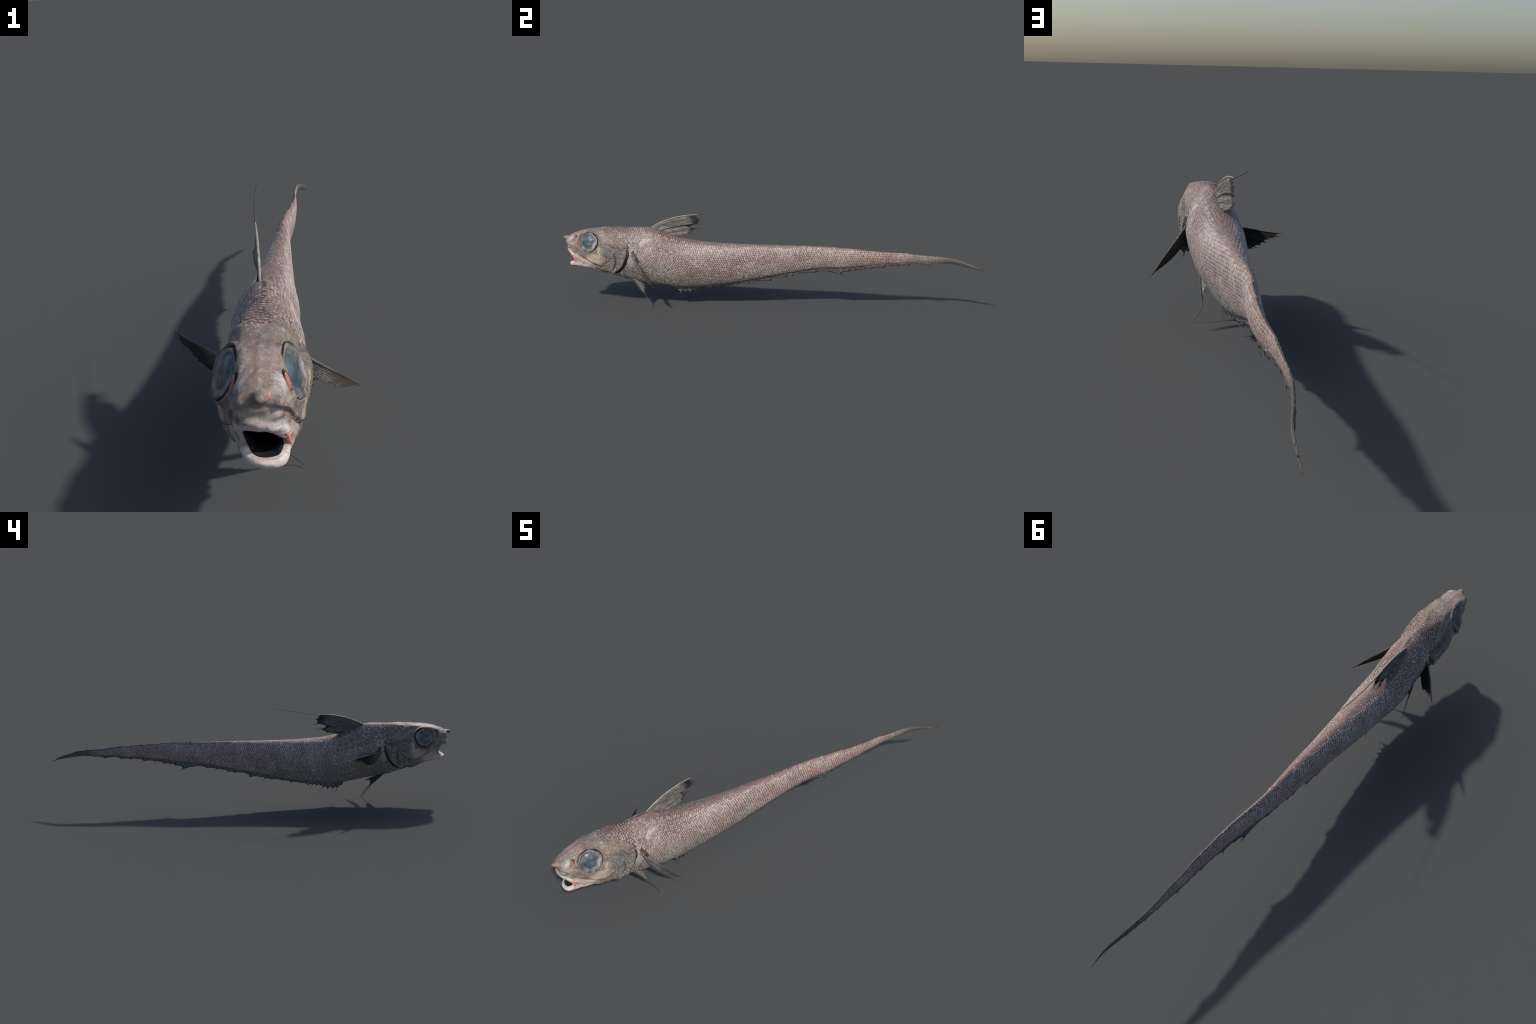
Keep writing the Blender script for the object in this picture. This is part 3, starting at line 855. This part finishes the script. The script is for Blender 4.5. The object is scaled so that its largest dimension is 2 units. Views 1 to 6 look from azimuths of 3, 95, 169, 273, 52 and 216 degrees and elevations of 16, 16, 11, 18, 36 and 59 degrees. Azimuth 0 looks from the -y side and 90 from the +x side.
def fin(name, rays, mats, parent, sub=7, T=30, thick=.0007, ray_thick=.0016, scallop=.22, curl=0.0, face_back=None, spikes=True, dark_from=None, dark=2, fleshy=0):
    """rays: list of (base, control, tip, bare) where bare is the share of the ray that
    sticks out beyond the membrane.  Builds a closed, ribbed sheet of real thickness."""
    rays = [tuple(np.array(x, float) if k < 3 else x for k, x in enumerate(r)) for r in rays]
    tt = np.linspace(0, 1, T)
    S = []
    prof = []
    for q in range(len(rays) - 1):
        for m in range(sub if q < len(rays) - 2 else sub + 1):
            f = m / sub
            A, B = rays[q], rays[q + 1]
            base, ctl, tip = (A[k] * (1 - f) + B[k] * f for k in range(3))
            reach_A, reach_B = 1 - A[3], 1 - B[3]
            reach = reach_A * (1 - f) + reach_B * f
            reach *= 1 - (scallop(q) if callable(scallop) else scallop) * (4 * f * (1 - f)) ** .8
            S.append(bez(base, ctl, tip, tt * reach))
            prof.append(math.exp(-(min(f, 1 - f) / .16) ** 2))
    S = np.array(S)
    ns = len(S)
    dT = np.gradient(S, axis=1); dS = np.gradient(S, axis=0)
    n = np.cross(dS, dT); n /= np.linalg.norm(n, axis=2, keepdims=True) + 1e-9
    th = (thick + (ray_thick - thick) * np.array(prof)[:, None]) * (1.25 - .85 * tt)[None]
    th = th + fleshy * np.exp(-tt / .10)[None]
    if curl:
        S = S + n * (curl * np.sin(np.linspace(0, 9, ns))[:, None] * tt[None] ** 1.5)[..., None]
    top, bot = S + n * th[..., None], S - n * th[..., None]
    vs = np.concatenate([top.reshape(-1, 3), bot.reshape(-1, 3)])
    o = ns * T
    fs, sl = [], []
    for p in range(ns - 1):
        for t in range(T - 1):
            a = p * T + t
            edge = dark_from is not None and t / T > dark_from + .16 * noise.noise(Vector((p * .35, 3.7, t * .1)))
            fs.append((a, a + T, a + T + 1, a + 1)); sl.append(dark if edge else 0)
            fs.append((o + a, o + a + 1, o + a + T + 1, o + a + T)); sl.append(dark if edge else 1)
    rim = [(p, 0) for p in range(ns)] + [(ns - 1, t) for t in range(1, T)] + [(p, T - 1) for p in range(ns - 2, -1, -1)] + [(0, t) for t in range(T - 2, 0, -1)]
    R_ = [p * T + t for p, t in rim]
    for a, b in zip(R_, R_[1:] + R_[:1]):
        fs.append((a, o + a, o + b, b)); sl.append(1 if dark_from is None else dark)
    mats = mats if isinstance(mats, list) else [mats, mats]
    if face_back is not None:
        # which sheet faces the given direction gets the second material
        if (n.reshape(-1, 3).mean(0) @ np.array(face_back)) > 0:
            sl = [1 - k if k < 2 else k for k in sl]
    ob = new_object(name, vs, fs, mats, parent, sl)
    # bare ray ends
    if spikes:
        for q, r in enumerate(rays):
            if r[3] > .02:
                t0 = (1 - r[3]) * .93
                ts = np.linspace(t0, 1, 8)
                tube("fin_ray", bez(r[0], r[1], r[2], ts), [ray_thick * .95, ray_thick * .7, .0003], M_fil, ob, K=6, samples=12)
    return ob


def mid_of(a, b, bulge=(0, 0, 0)):
    return (np.array(a) + np.array(b)) / 2 + np.array(bulge)


# first dorsal fin
D_tips = [(-.020, -.350, .4500), (-.021, -.344, .4385), (-.0215, -.334, .4270), (-.022, -.3375, .4160), (-.0225, -.330, .4070), (-.0245, -.392, .3945), (-.0270, -.336, .3845), (-.028, -.357, .3790), (-.025, -.382, .3700), (-.019, -.390, .3590), (-.014, -.424, .3530), (-.008, -.455, .3450)]
D_bare = [0, .03, .02, .03, .06, .0, .24, .04, .0, .06, .0, .0]
rays = []
nD = len(D_tips)
for q, (tip, bare) in enumerate(zip(D_tips, D_bare)):
    f = q / (nD - 1)
    base = np.array((-.003 - .003 * f + .0015 * math.sin(q * 2.1), -.580 + .106 * f ** .9, float(np.interp(-.580 + .106 * f ** .9, [-.58, -.55, -.52, -.474], [.386, .380, .368, .348]))))
    rays.append((base, mid_of(base, tip, (.002, -.012 * (1 - f), .034 * (1 - f) ** 1.5)), tip, bare))
dorsal = fin("dorsal_fin", rays, [M_finL, M_finL, M_black], fish, sub=8, T=40, curl=.0016, scallop=.055, dark_from=.89, fleshy=.006)
# extend the two longest naked rays a little
tube("filament", [(-.0195, -.358, .4495), (-.023, -.30, .461), (-.025, -.22, .4765), (-.022, -.126, .4965)], [.0018, .0016, .0014, .0016, .0007], M_fil, dorsal, samples=40)
tube("leading_spine", bez(*rays[0][:3], np.linspace(0, .99, 8)), [.0030, .0032, .0026, .0015], M_spine, dorsal, samples=40)
tube("fin_ray", [(-.022, -.352, .405), (-.0235, -.335, .4045), (-.025, -.314, .4062)], [.001, .0006, .0002], M_fil, dorsal, K=6, samples=10)

# pectoral fins
L_tips = [(.185, -.535, .152), (.178, -.544, .1545), (.170, -.554, .158), (.162, -.564, .161), (.153, -.575, .165), (.144, -.586, .169), (.130, -.599, .178), (.115, -.612, .189), (.098, -.627, .208), (.092, -.608, .184), (.082, -.622, .205)]
L_bare = [.02, .0, 0, 0, 0, 0, 0, 0, 0, .25, 0]
rays = []
for q, (tip, bare) in enumerate(zip(L_tips, L_bare)):
    f = q / (len(L_tips) - 1)
    base = np.array((.075 - .010 * f, -.662 + .022 * f, .271 - .049 * f))
    rays.append((base, mid_of(base, tip, (.002, -.002, -.002 + .003 * f)), tip, bare))
pec = fin("pectoral_fin", rays, [M_pec, M_black], fish, sub=6, T=30, scallop=.04, thick=.0009, face_back=(0, 1, .2))  # rear sheets of both pectorals blackened, partly baking in their shade
tube("leading_spine", [rays[0][0], bez(*rays[0][:3], np.array([.33]))[0], bez(*rays[0][:3], np.array([.66]))[0], (.183, -.537, .1525)], [.0036, .0026, .0016, .0007], M_pec, pec, samples=30)
tube("filament", [(.180, -.540, .1525), (.186, -.534, .1515), (.194, -.526, .1520)], [.0014, .0008, .0003], M_fil, pec, samples=14)

R_tips = [(-.188, -.511, .271), (-.184, -.518, .260), (-.174, -.531, .253), (-.160, -.546, .2465), (-.150, -.554, .238), (-.136, -.566, .227), (-.124, -.574, .218), (-.115, -.578, .214), (-.108, -.580, .212), (-.094, -.598, .206), (-.082, -.622, .205)]
R_bare = [.02, .02, 0, .08, 0, .02, .08, 0, .07, .02, 0]
rays = []
for q, (tip, bare) in enumerate(zip(R_tips, R_bare)):
    f = q / (len(R_tips) - 1)
    base = np.array((-.068 + .010 * f, -.660 + .024 * f, .268 - .053 * f))
    rays.append((base, mid_of(base, tip, (-.008 * (1 - f), .002, -.004 * (1 - f))), tip, bare))
pec = fin("pectoral_fin", rays, [M_pecR, M_black], fish, sub=6, T=30, scallop=.12, thick=.0009, face_back=(0, 1, .2))
tube("leading_spine", [bez(*rays[0][:3], np.array([t]))[0] for t in (0, .33, .66, .97)], [.0036, .0030, .0020, .0006], M_pecR, pec, samples=30)

# pelvic fins
V = [((.031, -.670, .143), (.033, -.606, .057), .0), ((.029, -.660, .141), (.029, -.605, .064), .0), ((.025, -.652, .139), (.022, -.606, .076), .06), ((.019, -.644, .136), (.014, -.606, .085), .10), ((.013, -.637, .133), (.007, -.610, .095), .08), ((.007, -.628, .129), (.003, -.616, .104), 0)]
rays = [(b, mid_of(b, t, (.004, -.004, 0)), t, br) for b, t, br in V]
pel = fin("pelvic_fin", rays, [M_pel, M_pel, M_black], fish, sub=6, T=24, scallop=.16, thick=.0010, dark_from=.90)
tube("filament", [(.031, -.670, .143), (.034, -.643, .108), (.034, -.620, .076), (.033, -.598, .044), (.048, -.580, .018), (.060, -.576, .006), (.069, -.588, .0028)], [.0042, .0040, .0032, .0021, .0016, .0013, .0007], M_fil, pel, samples=60)
V = [((-.028, -.668, .142), (-.055, -.585, .080), .0), ((-.029, -.660, .140), (-.053, -.586, .085), .0), ((-.030, -.652, .138), (-.050, -.596, .098), .0), ((-.030, -.644, .135), (-.048, -.598, .108), .0), ((-.030, -.632, .132), (-.046, -.579, .116), .10), ((-.029, -.612, .126), (-.042, -.582, .119), 0)]
rays = [(b, mid_of(b, t, (-.004, -.002, 0)), t, br) for b, t, br in V]
pel = fin("pelvic_fin", rays, [M_black, M_finV], fish, sub=6, T=24, scallop=.16, thick=.0009, face_back=(1, 0, 0))
tube("filament", [(-.028, -.669, .142), (-.043, -.625, .108), (-.055, -.583, .079), (-.062, -.563, .052), (-.066, -.551, .032), (-.065, -.549, .018)], [.0040, .0036, .0028, .0018, .0014, .0007], M_fil, pel, samples=50)

# anal fin: one long ragged fringe under the body
belly = GRID[:, HALF]
belly_ok = belly[:, 1] > -.55
BYs, BXs, BZs = belly[belly_ok, 1], belly[belly_ok, 0], belly[belly_ok, 2]


def keel(y):
    return np.array((np.interp(y, BYs, BXs), y, np.interp(y, BYs, BZs)))


H_y = [-.475, -.455, -.43, -.40, -.37, -.345, -.32, -.25, -.15, -.06, .03, .12, .20, .27, .32, .40, .50, .60, .75, .88, .97]
H_h = [.016, .040, .040, .034, .022, .017, .016, .015, .014, .015, .014, .015, .022, .028, .023, .017, .014, .011, .009, .007, .003]
# ray with a long bare end: (y of base, tip)
SPIKES = [(-.466, (-.006, -.430, .042)), (-.398, (-.023, -.350, .058)), (-.105, (-.004, -.061, .130)), (.285, (.022, .335, .174)), (.375, (.029, .423, .203)), (.435, (.041, .475, .220)), (.52, (.041, .560, .236)), (.68, (.052, .727, .242))]
yb = -.474
rays = []
spk = list(SPIKES)
k = 0
while yb < .975:
    base = keel(yb) + np.array((0, 0, .003))
    h = float(np.interp(yb, H_y, H_h)) * rng.uniform(.85, 1.15) * 1.12
    sweep = float(np.interp(yb, [-.47, -.38, .0, .9], [.4, .9, 1.6, 1.8]))
    if spk and yb >= spk[0][0]:
        tip = np.array(spk.pop(0)[1]); bare = .30
    else:
        lean = float(np.interp(yb, [-.47, -.35, -.2, .3], [-.10, -.6, -.3, -.1]))
        bare = rng.choice([0, 0, .06, .2, .34]) if yb > -.36 else .03
        h *= (1 + 1.3 * bare) * rng.uniform(.6, 1.3)
        tip = base + np.array((lean * h * .6, h * sweep, -h))
    rays.append((base, mid_of(base, tip, (0, -.002, -.002)), tip, bare))
    yb += float(np.interp(yb, [-.47, -.3, .9], [.014, .034, .040])) * rng.uniform(.6, 1.4)
    k += 1
M_analtip = M_finV
anal = fin("anal_fin", rays, [M_finV, M_finV, M_black], fish, sub=5, T=16, scallop=lambda q: .40 if q < 7 else .24, thick=.0010, ray_thick=.0014, dark_from=.74)

M_dark = speckled("fringe_dark", (.05, .045, .04), (.02, .02, .02), (.11, .10, .09), 90, .5).done()
# low second dorsal fringe along the tail
back = GRID[:, 0]
bo = back[:, 1] > -.3
DY, DX, DZ = back[bo, 1], back[bo, 0], back[bo, 2]
rays = []
yb = -.02
while yb < .985:
    base = np.array((np.interp(yb, DY, DX), yb, np.interp(yb, DY, DZ) - .002))
    h = float(np.interp(yb, [0, .3, .6, .9, .98], [.0035, .005, .0065, .006, .003])) * rng.uniform(.6, 1.25)
    tip = base + np.array((-.1 * h, h * 1.8, h))
    rays.append((base, mid_of(base, tip), tip, rng.choice([0, 0, .1, .2])))
    yb += rng.uniform(.014, .024)
fringe = fin("second_dorsal_fin", rays, [M_dark, M_dark], fish, sub=4, T=8, scallop=.35, thick=.0007, ray_thick=.0012, spikes=False)
